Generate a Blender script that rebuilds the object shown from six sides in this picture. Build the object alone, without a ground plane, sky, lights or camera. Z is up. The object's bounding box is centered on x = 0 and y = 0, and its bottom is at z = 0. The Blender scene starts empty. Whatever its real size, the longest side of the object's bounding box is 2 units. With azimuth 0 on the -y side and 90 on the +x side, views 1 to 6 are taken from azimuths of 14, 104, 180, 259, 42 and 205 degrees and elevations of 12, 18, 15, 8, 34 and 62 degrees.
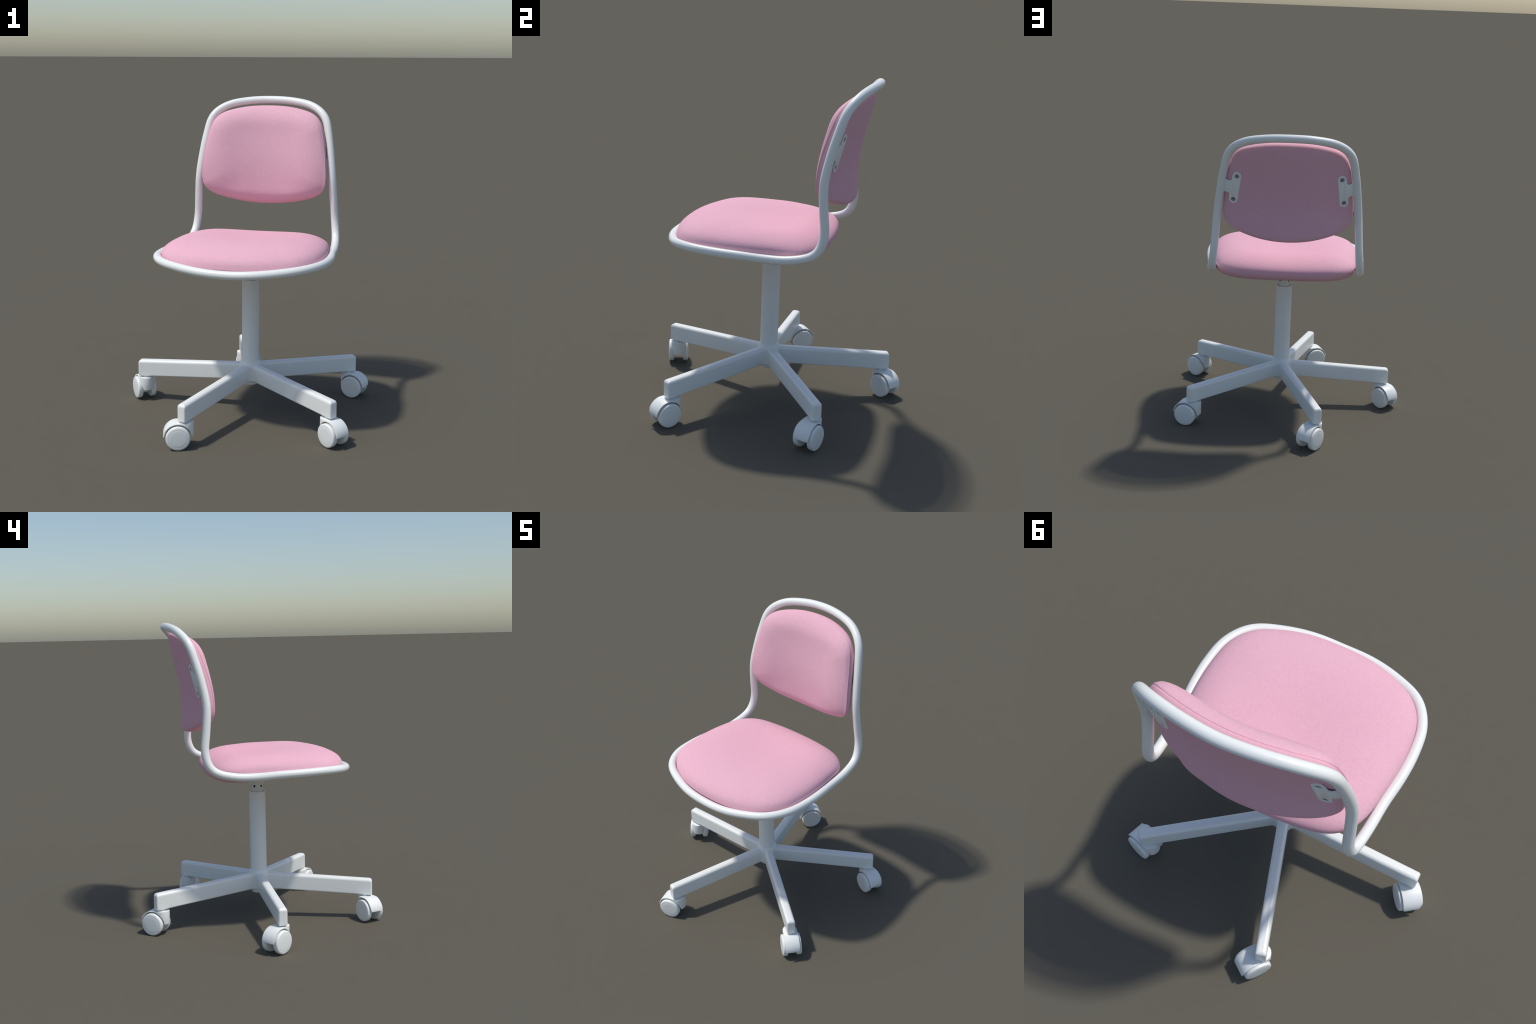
import bpy, bmesh, math
import numpy as np
from mathutils import Vector, Matrix

# --------------------------------------------------------------------------
# A child-size swivel chair: five-spoke white base on twin-wheel casters,
# white column, one continuous bent white tube, pink seat and back cushions.
# Local frame: X lateral, Y backward, Z up; the swivel axis stands at CENTRE.
# --------------------------------------------------------------------------
CENTRE = Vector((0.0595, -0.0188, 0.0))
SCENE = bpy.context.scene.collection


# ------------------------------------------------------------- materials
def new_material(name):
    m = bpy.data.materials.new(name)
    m.use_nodes = True
    nt = m.node_tree
    return m, nt, nt.nodes, nt.nodes["Principled BSDF"]


def painted(name, colour, rough, variation=0.02, spec=0.5):
    m, nt, nodes, bsdf = new_material(name)
    tc = nodes.new("ShaderNodeTexCoord")
    noise = nodes.new("ShaderNodeTexNoise")
    noise.inputs["Scale"].default_value = 9.0
    noise.inputs["Detail"].default_value = 3.0
    ramp = nodes.new("ShaderNodeValToRGB")
    lo = tuple(c * (1 - variation) for c in colour) + (1,)
    hi = tuple(min(1, c * (1 + variation)) for c in colour) + (1,)
    ramp.color_ramp.elements[0].position, ramp.color_ramp.elements[0].color = 0.35, lo
    ramp.color_ramp.elements[1].position, ramp.color_ramp.elements[1].color = 0.65, hi
    nt.links.new(tc.outputs["Object"], noise.inputs["Vector"])
    nt.links.new(noise.outputs["Fac"], ramp.inputs["Fac"])
    nt.links.new(ramp.outputs["Color"], bsdf.inputs["Base Color"])
    bsdf.inputs["Roughness"].default_value = rough
    bsdf.inputs["Specular IOR Level"].default_value = spec
    return m


def fabric(name, colour):
    """Woven cotton: fine crossing threads, faint mottling, no gloss."""
    m, nt, nodes, bsdf = new_material(name)
    tc = nodes.new("ShaderNodeTexCoord")
    mott = nodes.new("ShaderNodeTexNoise")
    mott.inputs["Scale"].default_value = 90.0
    mott.inputs["Detail"].default_value = 4.0
    mott.inputs["Roughness"].default_value = 0.65
    ramp = nodes.new("ShaderNodeValToRGB")
    ramp.color_ramp.elements[0].position = 0.36
    ramp.color_ramp.elements[1].position = 0.64
    ramp.color_ramp.elements[0].color = (colour[0] * 0.975, colour[1] * 0.95, colour[2] * 0.97, 1)
    ramp.color_ramp.elements[1].color = (min(1, colour[0] * 1.02), colour[1] * 1.045, colour[2] * 1.025, 1)
    nt.links.new(tc.outputs["Object"], mott.inputs["Vector"])
    nt.links.new(mott.outputs["Fac"], ramp.inputs["Fac"])
    nt.links.new(ramp.outputs["Color"], bsdf.inputs["Base Color"])
    # threads
    waves = []
    for axis in ("X", "Y", "Z"):
        w = nodes.new("ShaderNodeTexWave")
        w.wave_type, w.bands_direction = "BANDS", axis
        w.inputs["Scale"].default_value = 55.0
        w.inputs["Distortion"].default_value = 1.5
        w.inputs["Detail"].default_value = 1.0
        nt.links.new(tc.outputs["Object"], w.inputs["Vector"])
        waves.append(w)
    a = nodes.new("ShaderNodeMath"); a.operation = "ADD"
    b = nodes.new("ShaderNodeMath"); b.operation = "ADD"
    nt.links.new(waves[0].outputs["Fac"], a.inputs[0])
    nt.links.new(waves[1].outputs["Fac"], a.inputs[1])
    nt.links.new(a.outputs[0], b.inputs[0])
    nt.links.new(waves[2].outputs["Fac"], b.inputs[1])
    bump = nodes.new("ShaderNodeBump")
    bump.inputs["Strength"].default_value = 0.06
    bump.inputs["Distance"].default_value = 0.002
    nt.links.new(b.outputs[0], bump.inputs["Height"])
    nt.links.new(bump.outputs["Normal"], bsdf.inputs["Normal"])
    bsdf.inputs["Roughness"].default_value = 0.9
    bsdf.inputs["Specular IOR Level"].default_value = 0.15
    return m


WHITE = painted("white_enamel", (0.900, 0.915, 0.868), 0.32, 0.008)
PLASTIC = painted("white_plastic", (0.880, 0.893, 0.853), 0.42, 0.008)
STEEL = painted("shade_greyed_steel", (0.82, 0.83, 0.80), 0.45, 0.03)  # lift tube's occlusion shade is mixed into this grey
SCREW = painted("dull_screw_metal", (0.30, 0.29, 0.235), 0.55, 0.08)
DARK = painted("dark_recess_shade", (0.04, 0.045, 0.05), 0.6, 0.05)  # recess shade as a flat colour, for screw centres and hole walls
PINK = fabric("pink_cotton", (0.845, 0.475, 0.560))
TAG = fabric("pink_label_ribbon", (0.76, 0.42, 0.55))


# ------------------------------------------------------------- helpers
def link(obj, parent=None):
    SCENE.objects.link(obj)
    if parent is not None:
        obj.parent = parent
    return obj


def mesh_object(name, verts, faces, material, parent=None, smooth=True):
    me = bpy.data.meshes.new(name)
    me.from_pydata([tuple(v) for v in verts], [], faces)
    me.validate()
    bm = bmesh.new(); bm.from_mesh(me)
    bmesh.ops.recalc_face_normals(bm, faces=bm.faces)
    bm.to_mesh(me); bm.free()
    me.polygons.foreach_set("use_smooth", [smooth] * len(me.polygons))
    me.materials.append(material)
    return link(bpy.data.objects.new(name, me), parent)


def apply_modifiers(obj):
    bpy.context.view_layer.update()
    dg = bpy.context.evaluated_depsgraph_get()
    me = bpy.data.meshes.new_from_object(obj.evaluated_get(dg))
    obj.modifiers.clear()
    old = obj.data
    obj.data = me
    bpy.data.meshes.remove(old)
    return obj


def sharp_by_angle(me, deg):
    me.polygons.foreach_set("use_smooth", [True] * len(me.polygons))
    bm = bmesh.new(); bm.from_mesh(me)
    lim = math.radians(deg)
    for e in bm.edges:
        e.smooth = not (len(e.link_faces) == 2 and e.calc_face_angle(0) > lim)
    bm.to_mesh(me); bm.free()


def catmull_closed(points, per):
    P = np.asarray(points, float)
    k, out = len(P), []
    t = np.linspace(0, 1, per, endpoint=False)[:, None]
    for i in range(k):
        a, b, c, d = P[i - 1], P[i], P[(i + 1) % k], P[(i + 2) % k]
        out.append(0.5 * (2 * b + (c - a) * t + (2 * a - 5 * b + 4 * c - d) * t ** 2 + (3 * b - a - 3 * c + d) * t ** 3))
    return np.vstack(out)


def resample_closed(P, n):
    Q = np.vstack([P, P[:1]])
    s = np.concatenate([[0], np.cumsum(np.linalg.norm(np.diff(Q, axis=0), axis=1))])
    u = np.linspace(0, s[-1], n, endpoint=False)
    return np.stack([np.interp(u, s, Q[:, j]) for j in range(P.shape[1])], 1)


def mirrored(half):
    """Close a half curve (x >= 0, both ends on x = 0) by its mirror image."""
    half = [tuple(p) for p in half]
    return half + [(-p[0],) + tuple(p[1:]) for p in half[1:-1][::-1]]


def lathe(name, profile, material, parent=None, segs=48, angle=35, axis="Z"):
    """Profile of (radius, height); closes on the axis where radius is 0."""
    verts, faces = [], []
    n = len(profile)
    for i in range(segs):
        a = 2 * math.pi * i / segs
        for r, h in profile:
            if axis == "Z":
                verts.append((r * math.cos(a), r * math.sin(a), h))
            else:
                verts.append((r * math.cos(a), h, r * math.sin(a)))
    for i in range(segs):
        for j in range(n - 1):
            faces.append((i * n + j, ((i + 1) % segs) * n + j, ((i + 1) % segs) * n + j + 1, i * n + j + 1))
    me = bpy.data.meshes.new(name)
    me.from_pydata(verts, [], faces)
    bm = bmesh.new(); bm.from_mesh(me)
    bmesh.ops.remove_doubles(bm, verts=bm.verts, dist=1e-6)
    bmesh.ops.dissolve_degenerate(bm, dist=1e-7, edges=bm.edges)
    bmesh.ops.recalc_face_normals(bm, faces=bm.faces)
    bm.to_mesh(me); bm.free()
    sharp_by_angle(me, angle)
    me.materials.append(material)
    return link(bpy.data.objects.new(name, me), parent)


def prism(name, outline, lo, hi, axis):
    """Extrude a 2D outline along an axis: 'Z' -> (x, y), 'Y' -> (x, z)."""
    put = (lambda p, h: (p[0], p[1], h)) if axis == "Z" else (lambda p, h: (p[0], h, p[1]))
    n = len(outline)
    v = [put(p, lo) for p in outline] + [put(p, hi) for p in outline]
    f = [tuple(range(n))[::-1], tuple(range(n, 2 * n))]
    f += [(i, (i + 1) % n, n + (i + 1) % n, n + i) for i in range(n)]
    return mesh_object(name, v, f, PLASTIC, smooth=False)


def boolean(obj, other, op):
    m = obj.modifiers.new("cut", "BOOLEAN")
    m.operation, m.solver, m.object = op, "EXACT", other
    apply_modifiers(obj)
    bpy.data.objects.remove(other)


def round_edges(obj, width, segs=3, angle=30):
    m = obj.modifiers.new("round", "BEVEL")
    m.width, m.segments, m.limit_method, m.angle_limit = width, segs, "ANGLE", math.radians(angle)
    apply_modifiers(obj)
    sharp_by_angle(obj.data, 40)
    return obj


def arc(cx, cy, r, a0, a1, n):
    return [(cx + r * math.cos(math.radians(a0 + (a1 - a0) * i / n)),
             cy + r * math.sin(math.radians(a0 + (a1 - a0) * i / n))) for i in range(n + 1)]


# ------------------------------------------------------------- the chair
chair = bpy.data.objects.new("swivel_chair", None)
chair.location = CENTRE
chair["label"] = "white tube-framed swivel chair with pink cushions on casters"
chair["category"] = "office chair"
link(chair)


# ---- bent tube frame: seat loop, rises at the back, closes over the top
TUBE_RADIUS = 0.0253
FRAME_HALF = [
    (0.000, -0.578, 1.028), (0.152, -0.570, 1.034), (0.296, -0.530, 1.045), (0.428, -0.460, 1.058),
    (0.504, -0.339, 1.062), (0.525, -0.192, 1.058), (0.521, -0.050, 1.052), (0.504, 0.083, 1.043),
    (0.496, 0.231, 1.048), (0.484, 0.362, 1.089), (0.471, 0.407, 1.193), (0.461, 0.395, 1.335),
    (0.451, 0.386, 1.478), (0.435, 0.408, 1.613), (0.414, 0.442, 1.747), (0.381, 0.481, 1.868),
    (0.290, 0.532, 1.938), (0.152, 0.570, 1.967), (0.000, 0.586, 1.9745)]


def sweep_closed(name, path, radius, segs, material, parent):
    P = [Vector(p) for p in path]
    n = len(P)
    tang = [(P[(i + 1) % n] - P[i - 1]).normalized() for i in range(n)]
    up = Vector((0, 0, 1))
    nrm = [(up - tang[0] * up.dot(tang[0])).normalized()]
    for i in range(1, n):
        nrm.append(tang[i - 1].rotation_difference(tang[i]) @ nrm[-1])
    last = tang[-1].rotation_difference(tang[0]) @ nrm[-1]
    twist = math.atan2(tang[0].dot(last.cross(nrm[0])), last.dot(nrm[0]))
    verts, faces = [], []
    for i in range(n):
        a = nrm[i]
        a = Matrix.Rotation(twist * i / n, 3, tang[i]) @ a
        b = tang[i].cross(a)
        for j in range(segs):
            t = 2 * math.pi * j / segs
            verts.append(P[i] + radius * (math.cos(t) * a + math.sin(t) * b))
    for i in range(n):
        k = (i + 1) % n
        for j in range(segs):
            faces.append((i * segs + j, i * segs + (j + 1) % segs, k * segs + (j + 1) % segs, k * segs + j))
    return mesh_object(name, verts, faces, material, parent)


frame_path = resample_closed(catmull_closed(mirrored(FRAME_HALF), 16), 320)
for _ in range(4):
    frame_path = 0.5 * frame_path + 0.25 * (np.roll(frame_path, 1, 0) + np.roll(frame_path, -1, 0))
sweep_closed("tube_frame", frame_path, TUBE_RADIUS, 28, WHITE, chair)


# ---- seat cushion
SEAT_HALF = [
    (0.000, -0.556), (0.152, -0.546), (0.290, -0.508), (0.406, -0.440), (0.479, -0.332),
    (0.502, -0.190), (0.500, -0.040), (0.485, 0.090), (0.466, 0.194), (0.423, 0.277),
    (0.335, 0.337), (0.184, 0.367), (0.000, 0.376)]


def eased(x, xs, ys, reach):
    """Piecewise-linear profile, rounded off over +-reach."""
    o = np.linspace(-reach, reach, 9)
    return float(np.mean(np.interp(x + o, xs, ys)))


def seat_crown(x, y):
    """Flat, very slightly dished top."""
    along = eased(y, [-0.56, -0.40, -0.20, 0.0, 0.15, 0.30, 0.40],
                            [1.170, 1.179, 1.178, 1.167, 1.156, 1.145, 1.140], 0.08)
    along += 0.011 * math.exp(-((abs(x) - 0.38) / 0.11) ** 2 - ((y - 0.05) / 0.15) ** 2)    # full shoulders
    return along - 0.011 * math.exp(-(x / 0.18) ** 2 - ((y + 0.03) / 0.22) ** 2)


def smoothstep(a, b, x):
    t = min(1.0, max(0.0, (x - a) / (b - a)))
    return t * t * (3 - 2 * t)


def build_seat():
    N = 200
    rim = resample_closed(catmull_closed(mirrored(SEAT_HALF), 12), N)
    cen = np.array([0.0, -0.07])
    verts, faces, rings = [], [], []

    def ring(fn):
        idx = []
        for i in range(N):
            idx.append(len(verts)); verts.append(fn(rim[i], i))
        rings.append(idx)

    def params(p):
        back = smoothstep(0.10, 0.35, p[1])
        side = smoothstep(0.30, 0.47, abs(p[0])) * (1 - back)
        zeq = 1.055 + 0.013 * side + 0.004 * back
        return back, side, zeq, 1.021 - 0.027 * smoothstep(-0.15, 0.28, p[1])

        # upper pillow, from the middle out to the widest line
    for t in (0.04, 0.1, 0.18, 0.26, 0.34, 0.42, 0.5, 0.57, 0.64, 0.7, 0.75, 0.8, 0.84, 0.875, 0.905, 0.93, 0.95, 0.966, 0.98, 0.99, 0.9965, 1.0):
        def fn(p, i, t=t):
            q = cen + (p - cen) * t
            back, side, zeq, zbot = params(p)
            e = 3.1 + 0.1 * side
            k = 0.38 - 0.01 * side
            h = (1 - t ** e) ** k if t < 1 else 0.0
            reach = min(1.0, (1 - t) * np.linalg.norm(p - cen) / 0.19)      # soft roll at the back
            h += (0.96 * math.sqrt(1 - (1 - reach) ** 2) + 0.04 * (1 - t * t) - h) * back
            return (q[0], q[1], zeq + (seat_crown(q[0], q[1]) - zeq) * h)
        ring(fn)
    # side: tuck under the pillow, a thin lip against the tube, then round under
    for kz, off in ((0.14, 0.001), (0.28, 0.008), (0.40, 0.012), (0.47, 0.011), (0.54, 0.005), (0.64, 0.006), (0.76, 0.014), (0.87, 0.028), (0.95, 0.047), (1.0, 0.075)):
        def fn(p, i, kz=kz, off=off):
            back, side, zeq, zbot = params(p)
            round_off = 0.085 * (1 - math.sqrt(max(0.0, 1 - kz ** 2)))
            o = off * (1 - back) + round_off * back
            d = p - cen
            q = p - d / np.linalg.norm(d) * o
            return (q[0], q[1], zeq + (zbot - zeq) * kz)
        ring(fn)
    for t in (0.6, 0.3, 0.05):
        ring(lambda p, i, t=t: (cen[0] + (p[0] - cen[0]) * t, cen[1] + (p[1] - cen[1]) * t, 1.010 + (params(p)[3] - 1.010) * t))
    for a, b in zip(rings[:-1], rings[1:]):
        for i in range(N):
            faces.append((a[i], a[(i + 1) % N], b[(i + 1) % N], b[i]))
    faces.append(tuple(rings[0])); faces.append(tuple(rings[-1]))
    return mesh_object("seat_cushion", verts, faces, PINK, chair)


build_seat()


# ---- backrest cushion
BACK_HALF = [
    (0.000, 1.942), (0.130, 1.936), (0.245, 1.915), (0.318, 1.886), (0.362, 1.838), (0.386, 1.765),
    (0.404, 1.660), (0.416, 1.550), (0.418, 1.470), (0.404, 1.410), (0.352, 1.362), (0.250, 1.325),
    (0.130, 1.301), (0.000, 1.293)]


def back_spine(z):
    return eased(z, [1.20, 1.36, 1.45, 1.52, 1.60, 1.68, 1.76, 1.84, 2.05],
                           [0.496, 0.490, 0.486, 0.488, 0.497, 0.513, 0.532, 0.550, 0.594], 0.055)


def back_surface(x, z):
    return back_spine(z) - 0.092 * (x / 0.40) ** 2


def build_back():
    N = 200
    rim = resample_closed(catmull_closed(mirrored(BACK_HALF), 12), N)
    cen = np.array([0.0, 1.62])
    verts, faces, rings = [], [], []

    def ring(t, inset, depth):
        idx = []
        for i in range(N):
            d = rim[i] - cen
            top = smoothstep(0.14, 0.29, d[1]) * max(0.0, 1 - (depth if not callable(depth) else 0) / 0.046)
            low = smoothstep(0.14, 0.29, -d[1]) * max(0.0, 1 - (depth if not callable(depth) else 0) / 0.046)
            q = cen + d * t - d / np.linalg.norm(d) * (inset * (1 + 2.2 * top + 0.9 * low) + 0.012 * top + 0.004 * low)
            dep = depth(t) if callable(depth) else depth
            idx.append(len(verts)); verts.append((q[0], back_surface(q[0], q[1]) - dep, q[1]))
        rings.append(idx)

    for t in (0.05, 0.25, 0.45, 0.6, 0.72, 0.8):
        ring(t, 0.0, 0.0)
    # rear panel edge, seam groove, front pad
    for inset, dep in ((0.020, 0.0), (0.011, 0.0018), (0.006, 0.005), (0.003, 0.010), (0.0012, 0.018), (0.0005, 0.030), (0.0008, 0.041),
                       (0.0018, 0.0455), (0.0042, 0.0480), (0.0050, 0.0490), (0.0044, 0.0500), (0.0026, 0.0515), (0.0022, 0.0535)):
        ring(1.0, inset, dep)

    def pillow(inset, d):
        """Depth of the front face: rolls over slowly at the sides, quickly at top and bottom."""
        w = smoothstep(-0.6, 0.6, abs(d[0]) / 0.41 - abs(d[1]) / 0.32)
        roll = 0.130 if d[1] > 0 else 0.100
        at_side = 0.0512 + 0.0745 * (1 - max(0.0, 1 - inset / 0.20) ** 2.2) ** 0.95
        at_ends = 0.0512 + 0.0745 * (1 - max(0.0, 1 - inset / roll) ** 2.2) ** 0.72
        # the upper border stands further forward than the lower one
        lift = float(np.interp(d[1], [-0.25, -0.12, 0.03, 0.20, 0.32], [-0.005, -0.003, 0.004, 0.013, 0.011]))
        lift = lift * w + 0.003 * (1 - w)
        lift *= smoothstep(0.0, 0.025, inset) * (1 - smoothstep(0.04, 0.2, inset))
        return at_ends + (at_side - at_ends) * w + lift

    for k in (0.004, 0.0065, 0.010, 0.015, 0.021, 0.028, 0.036, 0.046, 0.058, 0.072, 0.09, 0.11, 0.135, 0.165, 0.2, 0.24, 0.28):
        idx = []
        for i in range(N):
            d = rim[i] - cen
            L = np.linalg.norm(d)
            q = cen + d * (1 - k / 0.29)
            idx.append(len(verts))
            verts.append((q[0], back_surface(q[0], q[1]) - pillow(k * L / 0.29, d), q[1]))
        rings.append(idx)
    for a, b in zip(rings[:-1], rings[1:]):
        for i in range(N):
            faces.append((a[i], a[(i + 1) % N], b[(i + 1) % N], b[i]))
    faces.append(tuple(rings[0])); faces.append(tuple(rings[-1]))
    return mesh_object("backrest_cushion", verts, faces, PINK, chair)


build_back()


# ---- brackets with two screws each, joining cushion and tube
def build_bracket(side):
    # plate outline in its own plane: a points outward to the tube, b upward
    R, H, TAB, W = 0.0283, 0.079, 0.041, 0.078
    out = arc(0, H, R, 0, 180, 14)[::-1]                # top lobe from inner to outer
    out = arc(0, H, R, 180, 10, 14)
    out += arc(R + 0.014, TAB + 0.012, 0.012, 180, 270, 5)
    out += [(W, TAB), (W, -TAB)]
    out += arc(R + 0.014, -TAB - 0.012, 0.012, 90, 180, 5)
    out += arc(0, -H, R, -10, -180, 14)
    plate = prism("bracket", out, -0.004, 0.004, "Z")
    for b in (H, -H):
        hole = prism("hole", arc(0, b, 0.0145, 0, 345, 23), -0.02, 0.02, "Z")
        boolean(plate, hole, "DIFFERENCE")
    m = plate.modifiers.new("round", "BEVEL")
    m.width, m.segments, m.limit_method, m.angle_limit = 0.0015, 2, "ANGLE", math.radians(40)
    apply_modifiers(plate)
    sharp_by_angle(plate.data, 40)
    # stand it on the rear panel: lean with the tube, face the panel normal
    mid = Vector((0.339, 0, 1.635))
    lean = Vector((-0.021, 0, 0.151)).normalized()      # upper screw sits further in
    x0, z0 = mid.x, mid.z
    s = lambda x, z: Vector((x, back_surface(x, z), z))
    up = (s(x0 + lean.x * 0.05, z0 + lean.z * 0.05) - s(x0 - lean.x * 0.05, z0 - lean.z * 0.05)).normalized()
    ac = (s(x0 + 0.04, z0) - s(x0 - 0.04, z0)).normalized()
    ac = Vector((ac.x, ac.y * 0.48, ac.z)).normalized()        # plate stands flatter than the panel
    n = ac.cross(up).normalized() * -1
    if n.y < 0:
        n = -n
    ac = (ac - up * ac.dot(up)).normalized()
    org = s(x0, z0) + n * 0.0044
    parts = [plate]
    for b in (H, -H):
        screw = lathe("screw", [(0, 0.0022), (0.005, 0.0022), (0.0055, 0.0025), (0.0125, 0.0025), (0.0138, 0.0012), (0.0138, -0.006), (0, -0.006)], SCREW, None, 24)
        socket_patch = lathe("socket_patch", [(0, 0.0028), (0.0030, 0.0028), (0.0032, 0.0), (0, 0.0)], DARK, None, 6)  # solid dark hexagon in place of a recessed socket
        for o in (screw, socket_patch):
            for v in o.data.vertices:
                v.co = Vector((v.co.x, v.co.y + b, v.co.z - 0.0015))
            parts.append(o)
    for o in parts:
        for v in o.data.vertices:
            p = org + ac * v.co.x + up * v.co.y + n * v.co.z
            if o is plate and v.co.x > 0.060:            # tab bends to the tube
                p += Vector((0, -1.0, 0)) * (v.co.x - 0.060) * 0.9
            v.co = Vector((p.x * side, p.y, p.z))
        bm = bmesh.new(); bm.from_mesh(o.data)
        bmesh.ops.recalc_face_normals(bm, faces=bm.faces)
        bm.to_mesh(o.data); bm.free()
    plate.data.materials.clear(); plate.data.materials.append(WHITE)
    plate.parent = chair
    for o in parts[1:]:
        o.parent = plate
    return plate


build_bracket(1)
build_bracket(-1)

# ---- small folded label sewn into the cushion's side seam
def build_label():
    x, z = -0.416, 1.478
    y = back_surface(x, z) - 0.026
    verts, faces = [], []
    prof = [(-0.001, 0.006), (0.009, 0.005), (0.0125, 0.0), (0.009, -0.005), (-0.001, -0.006), (-0.001, -0.004), (0.008, -0.003), (0.0105, 0.0), (0.008, 0.003), (-0.001, 0.004)]
    for k in (-0.016, 0.016):
        for a, b in prof:
            verts.append((x - a, y + b, z + k))
    n = len(prof)
    faces = [tuple(range(n)), tuple(range(n, 2 * n))[::-1]] + [(i, (i + 1) % n, n + (i + 1) % n, n + i) for i in range(n)]
    o = mesh_object("sewn_label", verts, faces, TAG, chair, smooth=False)


build_label()


# ---- column, inner lift tube and mount
lathe("column", [(0.0, 0.20), (0.0550, 0.20), (0.0550, 0.864), (0.0540, 0.870), (0.0515, 0.8725), (0.0462, 0.8725), (0.0440, 0.870), (0.0440, 0.820), (0.0, 0.820)], WHITE, chair, 64)
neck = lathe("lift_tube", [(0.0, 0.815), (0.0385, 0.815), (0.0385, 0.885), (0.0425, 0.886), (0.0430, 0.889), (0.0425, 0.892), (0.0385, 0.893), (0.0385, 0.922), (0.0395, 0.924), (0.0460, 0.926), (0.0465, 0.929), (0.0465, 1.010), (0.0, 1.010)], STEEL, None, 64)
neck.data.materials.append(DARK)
for deg in (36, 141, 216, 321):
    a = math.radians(deg)
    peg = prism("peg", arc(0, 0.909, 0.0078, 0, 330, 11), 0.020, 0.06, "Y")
    for v in peg.data.vertices:
        r, t, z = v.co.y, v.co.x, v.co.z
        v.co = (r * math.cos(a) - t * math.sin(a), r * math.sin(a) + t * math.cos(a), z)
    bm = bmesh.new(); bm.from_mesh(peg.data)
    bmesh.ops.recalc_face_normals(bm, faces=bm.faces); bm.to_mesh(peg.data); bm.free()
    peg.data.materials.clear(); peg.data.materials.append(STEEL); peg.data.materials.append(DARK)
    peg.data.polygons.foreach_set("material_index", [1] * len(peg.data.polygons))  # hole walls coloured dark to stand in for the shade inside
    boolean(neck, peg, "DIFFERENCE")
sharp_by_angle(neck.data, 35)
neck.parent = chair
plate = prism("mounting_plate", [(-0.15, -0.12), (0.15, -0.12), (0.15, 0.12), (-0.15, 0.12)], 1.000, 1.0095, "Z")
plate.data.materials.clear(); plate.data.materials.append(STEEL)
plate.parent = chair
round_edges(plate, 0.003, 2)


# ---- five-spoke base: one filleted star, cut into hub and legs
LEG_HALF, LEG_LEN, LEG_HIGH, SLOPE = 0.0285, 0.766, 0.110, 0.056
CUT = 0.125


def leg_dir(k):
    a = math.radians(36 + 72 * k)
    return Vector((math.cos(a), math.sin(a), 0))


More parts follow.
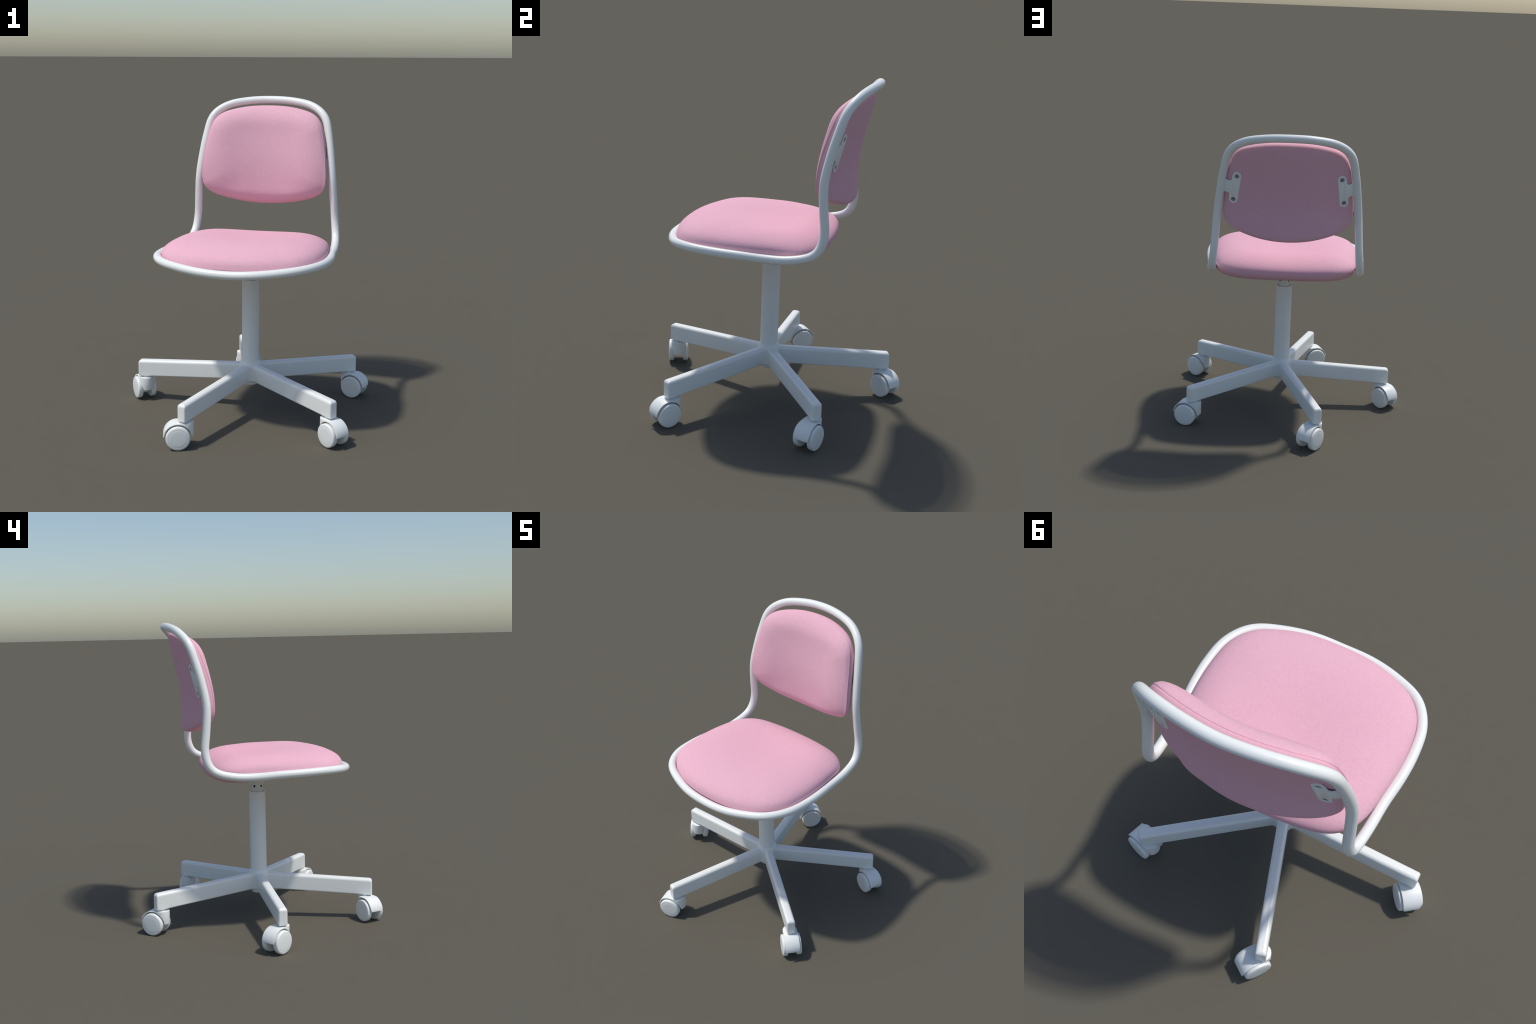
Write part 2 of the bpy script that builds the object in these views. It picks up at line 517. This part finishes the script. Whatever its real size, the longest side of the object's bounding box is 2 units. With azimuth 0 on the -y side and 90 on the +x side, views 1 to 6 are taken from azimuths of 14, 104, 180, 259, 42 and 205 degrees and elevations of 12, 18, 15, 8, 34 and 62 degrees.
def build_base():
    fil = 0.028
    outline = []
    for k in range(5):
        d = leg_dir(k); s = Vector((-d.y, d.x, 0))
        outline += [d * LEG_LEN - s * LEG_HALF, d * LEG_LEN + s * LEG_HALF]
        # inner fillet between this leg's left side and the next leg's right side
        e = leg_dir(k + 1); bis = (d + e).normalized()
        dist = (LEG_HALF + fil) / math.sin(math.radians(36))
        c = bis * dist
        p0 = c - s * fil
        p1 = c + Vector((-e.y, e.x, 0)) * fil
        a0 = math.atan2(p0.y - c.y, p0.x - c.x); a1 = math.atan2(p1.y - c.y, p1.x - c.x)
        while a1 > a0:
            a1 -= 2 * math.pi
        n = 10
        outline += [c + Vector((math.cos(a0 + (a1 - a0) * i / n), math.sin(a0 + (a1 - a0) * i / n), 0)) * fil for i in range(n + 1)]
    n = len(outline)
    verts = [(p.x, p.y, -LEG_HIGH) for p in outline] + [(p.x, p.y, 0.0) for p in outline]
    faces = [tuple(range(n))[::-1], tuple(range(n, 2 * n))] + [(i, (i + 1) % n, n + (i + 1) % n, n + i) for i in range(n)]
    star = mesh_object("star", verts, faces, WHITE, smooth=True)
    bm = bmesh.new(); bm.from_mesh(star.data)
    lay = bm.edges.layers.float.new("bevel_weight_edge")
    for e in bm.edges:
        za, zb = e.verts[0].co.z, e.verts[1].co.z
        if za > -1e-4 and zb > -1e-4:
            e[lay] = 1.0                                  # rounded top
        elif za < -0.01 and zb < -0.01:
            e[lay] = 0.45                                 # underside
        elif max(e.verts[0].co.length, e.verts[1].co.length) > 0.7:
            e[lay] = 0.55                                 # upright edges of the leg ends
    bm.to_mesh(star.data); bm.free()
    m = star.modifiers.new("round", "BEVEL")
    m.width, m.segments, m.limit_method, m.use_clamp_overlap = 0.0195, 6, "WEIGHT", False
    apply_modifiers(star)
    bm = bmesh.new(); bm.from_mesh(star.data)
    for k in range(5):
        for dist in (CUT, 0.30, 0.52):
            bmesh.ops.bisect_plane(bm, geom=bm.verts[:] + bm.edges[:] + bm.faces[:], plane_co=leg_dir(k) * dist, plane_no=leg_dir(k))
    bmesh.ops.remove_doubles(bm, verts=bm.verts, dist=1e-6)
    bmesh.ops.triangulate(bm, faces=[f for f in bm.faces if len(f.verts) > 4])
    for v in bm.verts:                                   # legs fall away from the hub
        reach = max(v.co.dot(leg_dir(k)) for k in range(5))
        v.co.z += 0.3150 - SLOPE * max(0.0, reach - 0.06)
    bmesh.ops.recalc_face_normals(bm, faces=bm.faces)
    bm.normal_update()
    bm.verts.ensure_lookup_table()
    # area-weighted vertex normals of the whole star, shared by the pieces
    nv = {}
    for v in bm.verts:
        nn = Vector((0, 0, 0))
        for f in v.link_faces:
            nn += f.normal * f.calc_area()
        nv[tuple(round(c, 6) for c in v.co)] = nn.normalized()
    groups = {i: [] for i in range(6)}
    for f in bm.faces:
        c = f.calc_center_median()
        k = max(range(5), key=lambda j: c.dot(leg_dir(j)))
        groups[k if c.dot(leg_dir(k)) > CUT else 5].append([tuple(v.co) for v in f.verts])
    bm.free()
    bpy.data.objects.remove(star)
    for i, polys in groups.items():
        index, vs, fs = {}, [], []
        for poly in polys:
            ids = []
            for co in poly:
                key = tuple(round(c, 6) for c in co)
                if key not in index:
                    index[key] = len(vs); vs.append(co)
                ids.append(index[key])
            fs.append(ids)
        me = bpy.data.meshes.new("hub" if i == 5 else "leg")
        me.from_pydata(vs, [], fs)
        me.polygons.foreach_set("use_smooth", [True] * len(me.polygons))
        me.normals_split_custom_set_from_vertices([nv[tuple(round(c, 6) for c in v)] for v in vs])
        me.materials.append(WHITE)
        link(bpy.data.objects.new("hub" if i == 5 else "leg", me), chair)


build_base()
lathe("hub_collar", [(0.0, 0.178), (0.046, 0.178), (0.0495, 0.180), (0.051, 0.184), (0.051, 0.215), (0.066, 0.225), (0.070, 0.300), (0.0690, 0.312), (0.0650, 0.322), (0.0610, 0.329), (0.0585, 0.334), (0.0555, 0.337), (0.0, 0.337)], WHITE, chair, 64, angle=50)


# ---- casters: hood (parent), stem, two wheels, axle
AXLE_U, AXLE_Z = 0.048, 0.0727


def build_caster_meshes():
    top = 0.1585
    R = 0.0870
    a_top = math.degrees(math.asin((top - AXLE_Z) / R)) if top - AXLE_Z < R else 90
    side = arc(AXLE_U, AXLE_Z, R, 4.5, 90, 24)
    side = [(u, min(z, top)) for u, z in side] + [(0.02, top), (-0.06, top), (-0.06, 0.076), (AXLE_U, 0.072)]
    hood = prism("caster_hood", side, -0.0470, 0.0470, "Y")
    tail = AXLE_U + R
    plan = arc(tail - 0.012, -0.035, 0.012, -90, 0, 6) + arc(tail - 0.012, 0.035, 0.012, 0, 90, 6) + arc(0.0, 0.0, 0.0470, 90, 270, 28)
    body = prism("plan", plan, 0.0, 0.3, "Z")
    boolean(hood, body, "INTERSECT")
    wheel_well = prism("well", arc(AXLE_U, AXLE_Z, 0.0812, 0, 354, 59), -0.1, 0.1, "Y")
    boolean(hood, wheel_well, "DIFFERENCE")
    round_edges(hood, 0.0045, 3, 32)
    hood.data.materials.clear(); hood.data.materials.append(PLASTIC)
    web = prism("web", [(0.012, 0.152), (-0.030, 0.152), (-0.036, 0.10), (0.02, 0.062), (AXLE_U + 0.012, 0.060), (AXLE_U + 0.016, 0.085), (0.035, 0.152)], -0.011, 0.011, "Y")
    round_edges(web, 0.003, 2)
    web.data.materials.clear(); web.data.materials.append(PLASTIC)
    prof = [(0.0, 0.026), (0.030, 0.026), (0.034, 0.029), (0.060, 0.030), (0.0685, 0.0305), (0.0715, 0.032), (0.0724, 0.0345),
            (0.0727, 0.0530), (0.0721, 0.0570), (0.0703, 0.0600), (0.0675, 0.0619), (0.0600, 0.0634), (0.0560, 0.0638), (0.0550, 0.06365), (0.0540, 0.0640), (0.040, 0.0647), (0.020, 0.0652), (0.0, 0.0654)]
    wheel = lathe("wheel", prof, PLASTIC, None, 64, angle=60, axis="Y")
    axle = lathe("axle", [(0, -0.03), (0.008, -0.03), (0.008, 0.03), (0, 0.03)], SCREW, None, 20, axis="Y")
    stem = lathe("stem", [(0, 0.15), (0.021, 0.15), (0.021, 0.1605), (0.017, 0.162), (0.017, 0.20), (0, 0.20)], STEEL, None, 28)
    return hood, web, wheel, axle, stem


proto = build_caster_meshes()
CASTERS = [(36, -18), (108, 54), (180, 128), (252, 199), (324, -39)]  # leg angle, trailing angle
PIVOT = 0.718
for leg_a, trail in CASTERS:
    hood, web, wheel, axle, stem = proto
    la = math.radians(leg_a)
    h = link(bpy.data.objects.new("caster", hood.data), chair)
    h.location = (PIVOT * math.cos(la), PIVOT * math.sin(la), 0)
    h.rotation_euler = (0, 0, math.radians(trail))
    for src, name, loc, rz in ((web, "axle_bracket", (0, 0, 0), 0), (stem, "stem", (0, 0, 0), 0),
                               (axle, "axle", (AXLE_U, 0, AXLE_Z), 0),
                               (wheel, "wheel", (AXLE_U, 0, AXLE_Z), 0), (wheel, "wheel", (AXLE_U, 0, AXLE_Z), math.pi)):
        o = link(bpy.data.objects.new(name, src.data), h)
        o.location, o.rotation_euler = loc, (0, 0, rz)
for o in proto:
    bpy.data.objects.remove(o)
